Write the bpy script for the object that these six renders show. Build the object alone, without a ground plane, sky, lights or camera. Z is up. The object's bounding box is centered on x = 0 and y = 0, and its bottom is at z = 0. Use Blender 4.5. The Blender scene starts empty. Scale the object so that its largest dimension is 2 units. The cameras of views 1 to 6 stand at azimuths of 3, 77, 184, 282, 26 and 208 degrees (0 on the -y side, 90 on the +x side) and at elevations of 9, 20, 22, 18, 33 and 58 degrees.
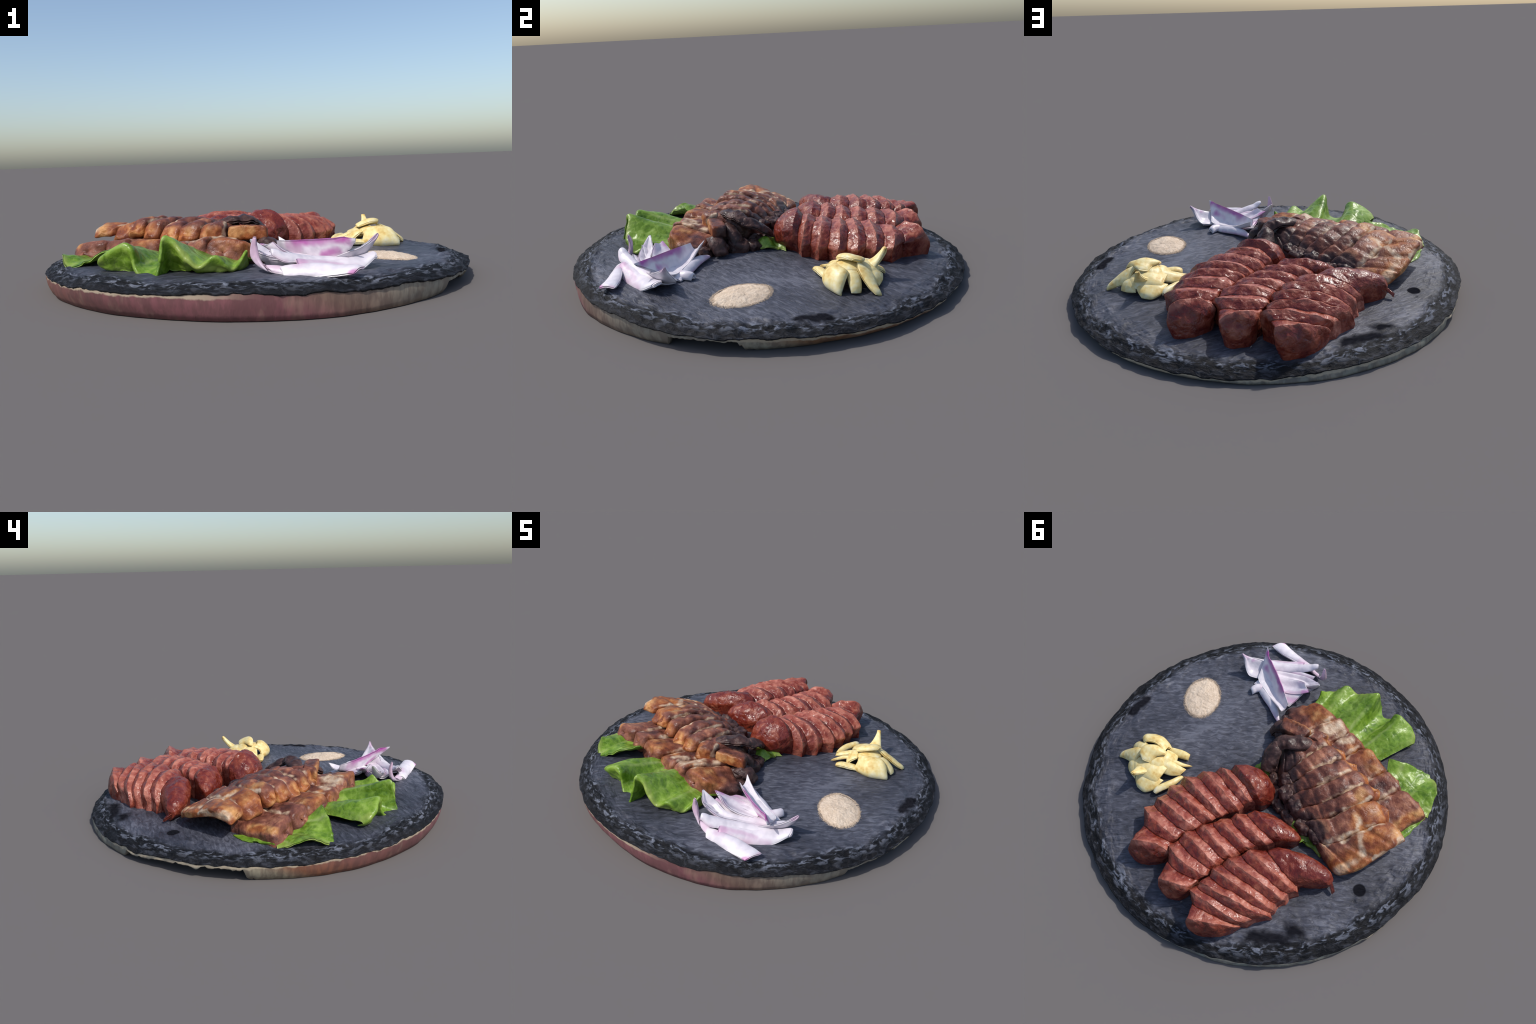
"""Round slate plate with sliced grilled sausages, roast pork belly on lettuce,
red onion petals, garlic slices and a small heap of seasoning powder."""
import bpy, math
import numpy as np

V = np.array
TAU = 2 * math.pi

# ------------------------------------------------------------------ noise
def _hash(ix, iy, iz, seed):
    h = (ix * 374761393 + iy * 668265263 + iz * 2147483647 + seed * 974711) & 0xFFFFFFFF
    h = ((h ^ (h >> 13)) * 1274126177) & 0xFFFFFFFF
    h = ((h ^ (h >> 16)) * 2246822519) & 0xFFFFFFFF
    return ((h ^ (h >> 15)) & 0xFFFF) / 65535.0 * 2 - 1

def noise(p, seed=0):
    p = np.asarray(p, float)
    i = np.floor(p).astype(np.int64)
    f = p - i
    f = f * f * f * (f * (f * 6 - 15) + 10)
    out = 0
    for dx in (0, 1):
        wx = f[..., 0] if dx else 1 - f[..., 0]
        for dy in (0, 1):
            wy = f[..., 1] if dy else 1 - f[..., 1]
            for dz in (0, 1):
                wz = f[..., 2] if dz else 1 - f[..., 2]
                out = out + wx * wy * wz * _hash(i[..., 0] + dx, i[..., 1] + dy, i[..., 2] + dz, seed)
    return out

def fbm(p, octaves=3, seed=0):
    p = np.asarray(p, float)
    a, s, out = 1.0, 1.0, 0
    for o in range(octaves):
        out = out + a * noise(p * s + 17.3 * o, seed + o)
        a *= 0.5
        s *= 2.03
    return out

def smooth(a, b, x):
    t = np.clip((x - a) / (b - a), 0, 1)
    return t * t * (3 - 2 * t)

# ------------------------------------------------------------------ curves
def spline(P, n, ts=None):
    """Catmull-Rom through the points P (first axis), sampled n times."""
    P = np.asarray(P, float)
    m = len(P)
    t = np.linspace(0, m - 1, n) if ts is None else np.asarray(ts) * (m - 1)
    i = np.clip(np.floor(t).astype(int), 0, m - 2)
    f = (t - i).reshape((-1,) + (1,) * (P.ndim - 1))
    ext = np.concatenate([[2 * P[0] - P[1]], P, [2 * P[-1] - P[-2]]])
    a, b, c, d = ext[i], ext[i + 1], ext[i + 2], ext[i + 3]
    return 0.5 * (2 * b + (c - a) * f + (2 * a - 5 * b + 4 * c - d) * f ** 2 + (3 * b - a - 3 * c + d) * f ** 3)

def unit(v):
    v = np.asarray(v, float)
    return v / np.maximum(np.linalg.norm(v, axis=-1, keepdims=True), 1e-9)

# ------------------------------------------------------------------ meshes
def quads(nu, nv, wrap_v=False):
    """Faces of an nu x nv grid."""
    i = np.arange(nu - 1)[:, None]
    j = np.arange(nv if wrap_v else nv - 1)[None, :]
    k = (j + 1) % nv
    return np.stack([i * nv + j, i * nv + k, (i + 1) * nv + k, (i + 1) * nv + j], -1).reshape(-1, 4)

def vertex_normals(v, f):
    f = np.asarray(f)
    n = np.cross(v[f[:, 2]] - v[f[:, 0]], v[f[:, 3 if f.shape[1] == 4 else 1]] - v[f[:, 1 if f.shape[1] == 4 else 0]])
    out = np.zeros_like(v)
    for c in range(f.shape[1]):
        np.add.at(out, f[:, c], n)
    return unit(out)

def make_mesh(name, v, f, mats, slots=None, sharp=None):
    me = bpy.data.meshes.new(name)
    f = np.asarray(f)
    me.vertices.add(len(v))
    me.vertices.foreach_set("co", np.asarray(v, np.float32).ravel())
    k = f.shape[1]
    me.loops.add(f.size)
    me.loops.foreach_set("vertex_index", f.astype(np.int32).ravel())
    me.polygons.add(len(f))
    me.polygons.foreach_set("loop_start", np.arange(0, f.size, k, dtype=np.int32))
    me.polygons.foreach_set("use_smooth", np.ones(len(f), bool))
    for m in mats if isinstance(mats, (list, tuple)) else [mats]:
        me.materials.append(m)
    if slots is not None:
        me.polygons.foreach_set("material_index", np.asarray(slots, np.int32))
    me.update(calc_edges=True)
    me.validate()
    return me

def place(name, mesh, parent=None, origin=(0, 0, 0), label=None, category=None, kind=None):
    ob = bpy.data.objects.new(name, mesh)
    bpy.context.scene.collection.objects.link(ob)
    if parent is not None:
        ob.parent = parent
    ob.location = origin
    if label:
        ob["label"] = label
        ob["category"] = category
    if kind:
        ob["kind"] = kind
    return ob

def base_of(v):
    lo, hi = v.min(0), v.max(0)
    return V([(lo[0] + hi[0]) / 2, (lo[1] + hi[1]) / 2, lo[2]])

def thing(name, origin, label, category):
    return place(name, None, None, origin, label, category)

# ------------------------------------------------------------------ shapes
def thick_sheet(grid, nu, nv, thick, taper=0.22, rim=0.25, lumps=0.0, lump_size=0.05, seed=0, ruffle=0.0):
    """A sheet through a grid of control points, given a body that thins at its rim."""
    g = np.asarray(grid, float)
    S = spline(g, nu)
    S = np.swapaxes(spline(np.swapaxes(S, 0, 1), nv), 0, 1)
    if ruffle:
        u = np.linspace(0, 1, nu)[:, None]
        S[..., 2] += ruffle * noise(S * 18, seed + 5) * (0.4 + 0.6 * u)
        S += 1.1 * ruffle * u[..., None] ** 4 * np.stack([noise(S * 38, seed + k) for k in (6, 7, 8)], -1)
    n = unit(np.cross(np.gradient(S, axis=0) + 1e-7, np.gradient(S, axis=1) + 1e-8))
    if n[..., 2].mean() < 0:
        n = -n
    def prof(t):
        e = np.clip(np.minimum(t, 1 - t) / taper, 0, 1)
        return rim + (1 - rim) * np.sqrt(1 - (1 - e) ** 2)
    w = prof(np.linspace(0, 1, nu))[:, None] * prof(np.linspace(0, 1, nv))[None, :]
    h = thick * 0.5 * w
    if lumps:
        S = S + n * (lumps * fbm(S / lump_size, 2, seed))[..., None]
    top, bot = S + n * h[..., None], S - n * h[..., None]
    N = nu * nv
    v = np.concatenate([top.reshape(-1, 3), bot.reshape(-1, 3)])
    q = quads(nu, nv)
    ring = np.concatenate([np.arange(nv), np.arange(1, nu) * nv + nv - 1,
                           (nu - 1) * nv + np.arange(nv - 2, -1, -1), np.arange(nu - 2, 0, -1) * nv])
    nxt = np.roll(ring, -1)
    side = np.stack([ring, ring + N, nxt + N, nxt], -1)
    # the sign of the grid decides which way the faces look
    d = (np.cross(np.gradient(S, axis=0), np.gradient(S, axis=1)) * n).sum(-1).mean()
    f = np.concatenate([q, q[:, ::-1] + N, side[:, ::-1]])
    if d > 0:
        f = np.concatenate([q[:, ::-1], q + N, side])
    f = f[:, ::-1] if d > 0 else f
    return v, f

def bar(A, B, depth, ns=60, nt=40, box=5.0, ends=(10, 10), tilt=0.0, over=1.0, cuts=0, cut_depth=0.0,
        lump=0.004, lump_size=0.05, seed=0, floor=None, flare=0.0, bulge=0.0):
    """A rounded bar whose top runs between the curves A and B; depth hangs below it."""
    t = np.linspace(0, math.pi, ns)
    s = 0.5 - 0.5 * np.cos(t)
    A, B = spline(A, ns, s), spline(B, ns, s)
    D = spline(np.asarray(depth, float).reshape(-1, 1), ns, s)[:, 0]
    C = (A + B) / 2
    W = (B - A) / 2 * over
    W[:, 2] += tilt
    x = 2 * s - 1
    e = np.where(x > 0, (1 - np.abs(x) ** ends[1]), (1 - np.abs(x) ** ends[0]))
    e = np.clip(e, 0, 1) ** 0.5
    th = np.linspace(0, TAU, nt, endpoint=False)
    cx = np.sign(np.cos(th)) * np.abs(np.cos(th)) ** (2 / box)
    cy = np.sign(np.sin(th)) * np.abs(np.sin(th)) ** (2 / box)
    ctr = C.copy()
    ctr[:, 2] -= D / 2
    v = ctr[:, None, :] + W[:, None, :] * (cx[None, :, None] * e[:, None, None])
    v[..., 2] += (D / 2 * e)[:, None] * cy[None, :]
    if cuts:
        phase = s * cuts
        g = np.exp(-((phase - np.round(phase)) / 0.13) ** 2) * (e > 0.5)
        v[..., 2] -= cut_depth * g[:, None] * np.clip(cy, 0, 1)[None, :]
        v[..., 2] += cut_depth * 0.7 * (noise(np.stack([phase, phase * 0 + seed, phase * 0], -1), seed))[:, None] * np.clip(cy, 0, 1)[None, :]
    if flare:
        out = unit((A[0] + B[0] - A[ns // 3] - B[ns // 3]) * V([1, 1, 0]))
        k = smooth(0.28, 0.0, s)[:, None] * np.clip(0.5 - 0.5 * cy, 0, 1)[None, :]
        v = v + out * (flare * k)[..., None]
    if bulge:
        v[..., 2] += bulge * np.clip(1 - cx ** 2, 0, 1)[None, :] * np.clip(cy, 0, 1)[None, :] * e[:, None]
    v = v.reshape(-1, 3)
    f = quads(ns, nt, True)
    n = vertex_normals(v, f)
    c = v.mean(0)
    if ((v - c) * n).sum() < 0:
        n = -n
        f = f[:, ::-1]
    v = v + n * (lump * fbm(v / lump_size, 3, seed))[:, None]
    if floor is not None:
        v[:, 2] = np.maximum(v[:, 2], floor)
    return v, f

def blob(center, axes, radii, p=2.6, nu=48, nv=64, lump=0.006, lump_size=0.06, seed=0, cut=None):
    """A lumpy superellipsoid; cut = (direction, distance) flattens it on one side."""
    ph = np.linspace(-math.pi / 2, math.pi / 2, nu)
    th = np.linspace(0, TAU, nv, endpoint=False)
    sg = lambda q: np.sign(q) * np.abs(q) ** (2 / p)
    x = sg(np.cos(ph))[:, None] * sg(np.cos(th))[None]
    y = sg(np.cos(ph))[:, None] * sg(np.sin(th))[None]
    z = np.repeat(sg(np.sin(ph))[:, None], nv, 1)
    L = np.stack([x, y, z], -1).reshape(-1, 3)
    ax = unit(axes)
    v = V(center) + (L * V(radii)) @ ax
    f = quads(nu, nv, True)
    n = vertex_normals(v, f)
    if ((v - V(center)) * n).sum() < 0:
        n, f = -n, f[:, ::-1]
    v = v + n * (lump * fbm(v / lump_size, 3, seed))[:, None]
    if cut is not None:
        d = unit(cut[0])
        over = (v - V(center)) @ d - cut[1]
        v = v - d * (np.maximum(over, 0) * 0.85)[:, None]
    return v, f

# ------------------------------------------------------------------ materials
class Nodes:
    """A short hand for node trees."""
    def __init__(self, name):
        self.mat = bpy.data.materials.new(name)
        self.mat.use_nodes = True
        self.t = self.mat.node_tree
        self.t.nodes.clear()
        self.out = self.t.nodes.new("ShaderNodeOutputMaterial")
        self.bsdf = self.t.nodes.new("ShaderNodeBsdfPrincipled")
        self.t.links.new(self.bsdf.outputs[0], self.out.inputs[0])
        self.coord = self.t.nodes.new("ShaderNodeTexCoord").outputs["Object"]
    def put(self, sock, val):
        if hasattr(val, "is_output"):
            self.t.links.new(val, sock)
        elif isinstance(val, (tuple, list)) and len(val) == 3 and sock.type == "RGBA":
            sock.default_value = (*val, 1)
        else:
            sock.default_value = val
    def math(self, op, a, b=0.0, c=None, clamp=False):
        n = self.t.nodes.new("ShaderNodeMath")
        n.operation = op
        n.use_clamp = clamp
        self.put(n.inputs[0], a)
        self.put(n.inputs[1], b)
        if c is not None:
            self.put(n.inputs[2], c)
        return n.outputs[0]
    def vec(self, op, a, b=(0, 0, 0), scale=None):
        n = self.t.nodes.new("ShaderNodeVectorMath")
        n.operation = op
        self.put(n.inputs[0], a)
        if scale is None:
            self.put(n.inputs[1], b)
        else:
            self.put(n.inputs["Scale"], scale)
        return n.outputs["Value"] if op in ("LENGTH", "DISTANCE", "DOT_PRODUCT") else n.outputs[0]
    def xyz(self, v=None):
        n = self.t.nodes.new("ShaderNodeSeparateXYZ")
        self.put(n.inputs[0], v or self.coord)
        return n.outputs
    def noise(self, scale, detail=3.0, rough=0.55, vec=None, dist=0.0, stretch=None):
        v = vec or self.coord
        if stretch:
            v = self.vec("MULTIPLY", v, stretch)
        n = self.t.nodes.new("ShaderNodeTexNoise")
        self.put(n.inputs["Vector"], v)
        n.inputs["Scale"].default_value = scale
        n.inputs["Detail"].default_value = detail
        n.inputs["Roughness"].default_value = rough
        n.inputs["Distortion"].default_value = dist
        return n.outputs["Fac"]
    def voronoi(self, scale, feature="F1", vec=None):
        n = self.t.nodes.new("ShaderNodeTexVoronoi")
        n.feature = feature
        self.put(n.inputs["Vector"], vec or self.coord)
        n.inputs["Scale"].default_value = scale
        return n.outputs["Distance"]
    def ramp(self, fac, stops, interp="LINEAR"):
        n = self.t.nodes.new("ShaderNodeValToRGB")
        n.color_ramp.interpolation = interp
        el = n.color_ramp.elements
        while len(el) < len(stops):
            el.new(0.5)
        for e, (p, c) in zip(el, stops):
            e.position = p
            e.color = (*c, 1) if isinstance(c, (tuple, list)) else (c, c, c, 1)
        self.put(n.inputs[0], fac)
        return n.outputs[0]
    def step(self, x, a, b):
        n = self.t.nodes.new("ShaderNodeMapRange")
        n.interpolation_type = "SMOOTHSTEP"
        self.put(n.inputs["Value"], x)
        n.inputs["From Min"].default_value = a
        n.inputs["From Max"].default_value = b
        return n.outputs["Result"]
    def mix(self, fac, a, b, mode="MIX"):
        n = self.t.nodes.new("ShaderNodeMix")
        n.data_type = "RGBA"
        n.blend_type = mode
        self.put(n.inputs["Factor"], fac)
        self.put(n.inputs["A"], a) if False else self.put(n.inputs[6], a)
        self.put(n.inputs[7], b)
        return n.outputs[2]
    def near_segment(self, p0, p1, r0, r1, vec=None):
        """1 within r0 of the segment p0-p1, 0 beyond r1."""
        p0, p1 = V(p0, dtype=float), V(p1, dtype=float)
        d = p1 - p0
        q = self.vec("SUBTRACT", vec or self.coord, tuple(p0))
        t = self.math("DIVIDE", self.vec("DOT_PRODUCT", q, tuple(d)), max(float(d @ d), 1e-9), clamp=True)
        n = self.t.nodes.new("ShaderNodeVectorMath")
        n.operation = "SCALE"
        n.inputs[0].default_value = tuple(d)
        self.put(n.inputs["Scale"], t)
        dist = self.vec("DISTANCE", q, n.outputs[0])
        return self.step(dist, r1, r0)
    def warp(self, scale, amount):
        n = self.t.nodes.new("ShaderNodeTexNoise")
        self.put(n.inputs["Vector"], self.coord)
        n.inputs["Scale"].default_value = scale
        c = self.vec("SUBTRACT", n.outputs["Color"], (0.5, 0.5, 0.5))
        return self.vec("ADD", self.coord, self.vec("SCALE", c, scale=amount))
    def bump(self, height, dist, strength=1.0):
        n = self.t.nodes.new("ShaderNodeBump")
        n.inputs["Distance"].default_value = dist
        n.inputs["Strength"].default_value = strength
        self.put(n.inputs["Height"], height)
        self.t.links.new(n.outputs[0], self.bsdf.inputs["Normal"])
    def finish(self, color, rough=0.6, **kw):
        self.put(self.bsdf.inputs["Base Color"], color)
        self.put(self.bsdf.inputs["Roughness"], rough)
        for k, val in kw.items():
            self.put(self.bsdf.inputs[k.replace("_", " ")], val)
        return self.mat
    def translucent(self, color, amount):
        tr = self.t.nodes.new("ShaderNodeBsdfTranslucent")
        self.put(tr.inputs["Color"], color)
        m = self.t.nodes.new("ShaderNodeMixShader")
        m.inputs[0].default_value = amount
        self.t.links.new(self.bsdf.outputs[0], m.inputs[1])
        self.t.links.new(tr.outputs[0], m.inputs[2])
        self.t.links.new(m.outputs[0], self.out.inputs[0])

# ------------------------------------------------------------------ plate
def top_plane(x, y):
    return 0.0950 - 0.033 * y - 0.008 * x

def plate_height(x, y):
    p = np.stack([x, y, 0 * x], -1)
    return top_plane(x, y) + 0.0035 * fbm(p * 4, 2, 1) + 0.0018 * fbm(p * 24, 2, 4)

def slate_material():
    m = Nodes("wet_black_slate")
    x, y, z = m.xyz()
    r = m.vec("LENGTH", m.vec("MULTIPLY", m.coord, (1, 1, 0)))
    wob = m.noise(5, 4)
    rw = m.math("ADD", r, m.math("MULTIPLY", m.math("SUBTRACT", wob, 0.5), 0.16))
    rim = m.step(rw, 0.885, 0.935)
    # brushed streaks that run one way across the plate
    brush = m.t.nodes.new("ShaderNodeCombineXYZ")
    m.put(brush.inputs[0], m.math("MULTIPLY", m.math("ADD", m.math("MULTIPLY", x, 0.88), m.math("MULTIPLY", y, 0.47)), 0.33))
    m.put(brush.inputs[1], m.math("SUBTRACT", m.math("MULTIPLY", y, 0.88), m.math("MULTIPLY", x, 0.47)))
    fine = m.noise(58, 4, 0.6, vec=brush.outputs[0], dist=0.8)
    broad = m.noise(3.2, 3)
    inner = m.ramp(m.math("ADD", m.math("MULTIPLY", fine, 0.55), m.math("MULTIPLY", broad, 0.45)),
                   [(0.36, (0.018, 0.019, 0.026)), (0.46, (0.040, 0.042, 0.056)), (0.54, (0.064, 0.067, 0.087)), (0.64, (0.125, 0.130, 0.160))])
    # flakes drawn out along the rim
    rs = m.math("MAXIMUM", r, 0.2)
    pol = m.t.nodes.new("ShaderNodeCombineXYZ")
    m.put(pol.inputs[0], m.math("DIVIDE", x, rs))
    m.put(pol.inputs[1], m.math("DIVIDE", y, rs))
    m.put(pol.inputs[2], m.math("MULTIPLY", r, 2.6))
    flake = m.noise(21, 4, 0.58, vec=pol.outputs[0], dist=0.6)
    outer = m.ramp(flake, [(0.40, (0.005, 0.005, 0.006)), (0.505, (0.013, 0.014, 0.017)), (0.55, (0.055, 0.060, 0.074)), (0.64, (0.185, 0.20, 0.245))])
    edge = m.step(m.math("ADD", r, m.math("MULTIPLY", m.math("SUBTRACT", flake, 0.5), 0.12)), 0.945, 0.990)
    outer = m.mix(edge, outer, m.mix(0.85, outer, (0.008, 0.008, 0.010)))
    col = m.mix(rim, inner, outer)
    w = m.warp(22, 0.05)
    dark = m.math("MAXIMUM", m.near_segment((-0.724, 0.324, 0.095), (-0.726, 0.326, 0.095), 0.028, 0.036),
                  m.near_segment((0.905, 0.02, 0.095), (0.885, -0.085, 0.095), 0.018, 0.045, w))
    dark = m.math("MAXIMUM", dark, m.near_segment((-0.38, 0.79, 0.07), (-0.53, 0.72, 0.07), 0.012, 0.055, w))
    dark = m.math("MAXIMUM", dark, m.near_segment((-0.52, 0.67, 0.07), (-0.57, 0.66, 0.07), 0.01, 0.05, w))
    col = m.mix(m.math("MULTIPLY", dark, 0.9), col, (0.007, 0.007, 0.009))
    m.bump(m.math("ADD", fine, m.math("MULTIPLY", flake, m.math("MULTIPLY", rim, 2.0))), 0.012, 0.5)
    return m.finish(col, m.math("ADD", 0.52, m.math("MULTIPLY", rim, 0.18)), Specular_IOR_Level=m.math("MULTIPLY", m.math("SUBTRACT", 1.0, m.math("MAXIMUM", dark, m.math("MULTIPLY", rim, 0.5))), 0.35))

def build_plate():
    root = thing("slate_plate", (0, 0, 0), "round dark slate serving plate with chipped rim", "plate")
    na = 840
    az = np.linspace(0, TAU, na, endpoint=False)
    ca, sa = np.cos(az), np.sin(az)
    ring = np.stack([ca, sa, 0 * az], -1)
    rim_r = np.minimum(0.9965 + 0.0045 * fbm(ring * 7, 3, 3) + 0.003 * noise(ring * 26, 9), 1.001)
    rows = []
    rr = np.concatenate([np.linspace(0, 0.82, 46), np.linspace(0.825, 1.0, 66)])
    for q in rr:
        R = q * rim_r
        x, y = R * ca, R * sa
        p = np.stack([x, y, 0 * x], -1)
        s = np.clip((q - 0.87) / 0.13, 0, 1)
        z = plate_height(x, y)
        rough = smooth(0.80, 0.93, q + 0.05 * noise(p * 6, 8))
        # long ledges chipped along the rim
        pol = np.stack([ca * 7, sa * 7, 0 * x + q * 24], -1)
        ter = fbm(pol, 3, 21)
        step = np.floor(ter * 2.2) / 2.2
        z = z + rough * (0.0045 * step + 0.0035 * fbm(p * 17, 3, 22) + 0.0015 * fbm(p * 60, 2, 23))
        z = z - 0.032 * s ** 1.8
        rows.append(np.stack([x + 0.0035, y, z], -1))
    edge = rows[-1]
    for dr, dz in ((0.996, -0.006), (0.984, -0.012), (0.93, -0.014), (0.5, -0.014), (0.0, -0.014)):
        p = edge * V([dr, dr, 1])
        p[:, 2] = np.maximum(edge[:, 2] + dz, 0.006)
        if dr < 0.9:
            p[:, 2] = np.maximum(top_plane(p[:, 0], p[:, 1]) - 0.05, 0.006)
        rows.append(p)
    v = np.concatenate(rows)
    f = quads(len(rows), na, True)
    place("slab", make_mesh("slab", v, f, slate_material()), root)

    # the pale and pinkish band under the slab, broken away in places
    deg = V([-180, -170, -145, -134, -106, -93, -70, -45, -20, 0, 16, 64, 90, 107, 127, 147, 180.])
    rad = V([0.975, 0.968, 0.970, 0.967, 0.966, 0.976, 0.995, 0.975, 0.963, 0.948, 0.955, 0.975, 0.990, 1.0, 1.0, 0.992, 0.975])
    a = (np.degrees(az) + 180) % 360 - 180
    rb = np.interp(a, deg, rad)
    rt = rim_r * 0.994
    zt = edge[:, 2] - 0.004 + 0.004 * noise(ring * 16, 5)
    rag = fbm(ring * 30, 3, 33)
    hole = np.zeros(na)
    for c, half in ((-29, 8.5), (160, 13), (178, 9)):
        d = np.abs((a - c + 180) % 360 - 180)
        hole = np.maximum(hole, smooth(half + 1.2, half - 1.2, d + 2.2 * rag))
    zb = hole * (zt - 0.012 + 0.008 * rag)
    zb = np.clip(zb, 0.0, zt - 0.006)
    rows = []
    for t in (0, 0.25, 0.5, 0.75, 1.0):          # outer wall, top to bottom
        z = zt + (zb - zt) * t
        k = (zt - z) / np.maximum(zt, 1e-4)
        R = rt + (rb - rt) * k ** 1.6 + 0.004 * np.sin(math.pi * k) + 0.003 * noise(np.stack([ca * 14, sa * 14, z * 9], -1), 12)
        rows.append(np.stack([R * ca, R * sa, z], -1))
    for t, inset in ((1.0, 0.022), (0.5, 0.026), (0.0, 0.03)):
        z = zt + (zb - zt) * t
        R = np.minimum(rt, rb) - inset
        rows.append(np.stack([R * ca, R * sa, z], -1))
    rows.append(rows[0])
    v = np.concatenate(rows)
    f = quads(len(rows), na, True)
    m = Nodes("stained_side")
    x, y, z = m.xyz()
    ang = m.math("ADD", m.math("DIVIDE", m.math("ARCTAN2", y, x), TAU), 0.5)
    ang = m.math("ADD", ang, m.math("MULTIPLY", z, 0.35))
    grey, pale, pink, brown, orange = (0.20, 0.195, 0.155), (0.42, 0.37, 0.28), (0.20, 0.072, 0.082), (0.19, 0.115, 0.085), (0.24, 0.095, 0.045)
    st = lambda d: (d + 180) / 360
    col = m.ramp(ang, [(0.0, grey), (st(-163), (0.30, 0.26, 0.18)), (st(-155), orange), (st(-140), (0.19, 0.075, 0.06)), (st(-120), (0.13, 0.05, 0.05)), (st(-100), pink),
                       (st(-75), pink), (st(-64), brown), (st(-45), (0.26, 0.23, 0.18)), (st(-12), (0.34, 0.32, 0.25)), (st(0), (0.25, 0.12, 0.05)), (st(28), (0.22, 0.10, 0.05)), (st(50), (0.24, 0.24, 0.2)), (1.0, grey)])
    streak = m.noise(30, 4, 0.6, vec=m.vec("ADD", m.vec("MULTIPLY", m.coord, (1, 1, 0)), m.vec("MULTIPLY", m.coord, (0, 0, 0.3))))
    col = m.mix(m.step(streak, 0.40, 0.62), m.mix(0.45, col, (0.07, 0.035, 0.032)), col)
    col = m.mix(m.math("MULTIPLY", m.step(m.noise(13, 3, vec=m.vec("MULTIPLY", m.coord, (1, 1, 0.5))), 0.52, 0.66), 0.35), col, m.mix(0.5, col, (0.36, 0.26, 0.18)))
    lip = m.math("SUBTRACT", z, m.math("SUBTRACT", 0.059, m.math("ADD", m.math("MULTIPLY", y, 0.033), m.math("MULTIPLY", x, 0.008))))
    lip = m.step(m.math("ADD", lip, m.math("MULTIPLY", m.math("SUBTRACT", m.noise(22, 3), 0.5), 0.03)), -0.016, -0.008)
    back = m.step(m.math("ADD", y, m.math("MULTIPLY", x, -0.6)), -1.05, -0.85)
    col = m.mix(m.math("MULTIPLY", m.math("MULTIPLY", lip, back), 0.8), col, (0.46, 0.38, 0.27))
    m.bump(streak, 0.006, 0.5)
    place("side_band", make_mesh("side_band", v, f[:, ::-1], m.finish(col, 0.75)), root)

# ------------------------------------------------------------------ powder
def build_powder():
    rng = np.random.default_rng(5)
    c = V([0.602, -0.267])
    ux = unit(V([0.40, -0.917]))
    uy = V([-ux[1], ux[0]])
    zc = top_plane(*c)
    nr, na = 46, 220
    q = np.linspace(0, 1, nr)[:, None]
    az = np.linspace(0, TAU, na, endpoint=False)[None]
    ring = np.stack([np.cos(az), np.sin(az), 0 * az], -1)
    k = 1 + 0.05 * fbm(ring * 2.3, 2, 2) + 0.03 * noise(ring * 13, 4)
    a = q * k * np.cos(az) * 0.149
    b = q * k * np.sin(az) * 0.109
    x = c[0] + a * ux[0] + b * uy[0]
    y = c[1] + a * ux[1] + b * uy[1]
    p = np.stack([x, y, 0 * x], -1)
    h = 0.016 * (1 - q ** 2.2) * (1 + 0.2 * fbm(p * 14, 2, 6)) + 0.0014 * fbm(p * 90, 2, 3) * (1 - q ** 8)
    z = plate_height(x, y) + h - 0.003 * q ** 8
    v = np.stack([x, y, z], -1).reshape(-1, 3)
    o = V([c[0], c[1], zc])
    m = Nodes("cream_seasoning_powder")
    g = m.noise(160, 3, 0.7)
    col = m.ramp(m.math("ADD", m.math("MULTIPLY", g, 0.7), m.math("MULTIPLY", m.noise(25, 3), 0.3)), [(0.35, (0.50, 0.38, 0.27)), (0.5, (0.64, 0.51, 0.385)), (0.65, (0.75, 0.63, 0.50))])
    m.bump(g, 0.004, 0.6)
    mat = m.finish(col, 0.95, Specular_IOR_Level=0.1)
    root = place("seasoning_powder", make_mesh("seasoning_powder", v - o, quads(nr, na, True), mat), None, o,
                 "low round heap of pale cream seasoning powder", "seasoning")
    # loose grains around the foot of the heap
    t = V([[0, 0, 1], [1, 0, 0], [0, 1, 0], [-1, 0, 0], [0, -1, 0], [0, 0, -1.]])
    tf = V([[0, 1, 2], [0, 2, 3], [0, 3, 4], [0, 4, 1], [5, 2, 1], [5, 3, 2], [5, 4, 3], [5, 1, 4]])
    n = 3600
    th = rng.uniform(0, TAU, n)
    rad = 1 + rng.normal(-0.005, 0.040, n)
    px = c[0] + rad * (np.cos(th) * 0.143 * ux[0] + np.sin(th) * 0.104 * uy[0])
    py = c[1] + rad * (np.cos(th) * 0.143 * ux[1] + np.sin(th) * 0.104 * uy[1])
    pz = plate_height(px, py) + 0.0006 + 0.016 * np.clip(1 - np.clip(rad * 0.96, 0, 1) ** 2.2, 0, 1)
    P = np.stack([px, py, pz], -1)
    sz = rng.uniform(0.0007, 0.0014, n)
    gv = (P[:, None] + t[None] * sz[:, None, None]).reshape(-1, 3)
    gf = (tf[None] + 6 * np.arange(n)[:, None, None]).reshape(-1, 3).astype(int)
    place("grain", make_mesh("grain", gv - o, gf, mat), root, (0, 0, 0), kind="stuff")

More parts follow.
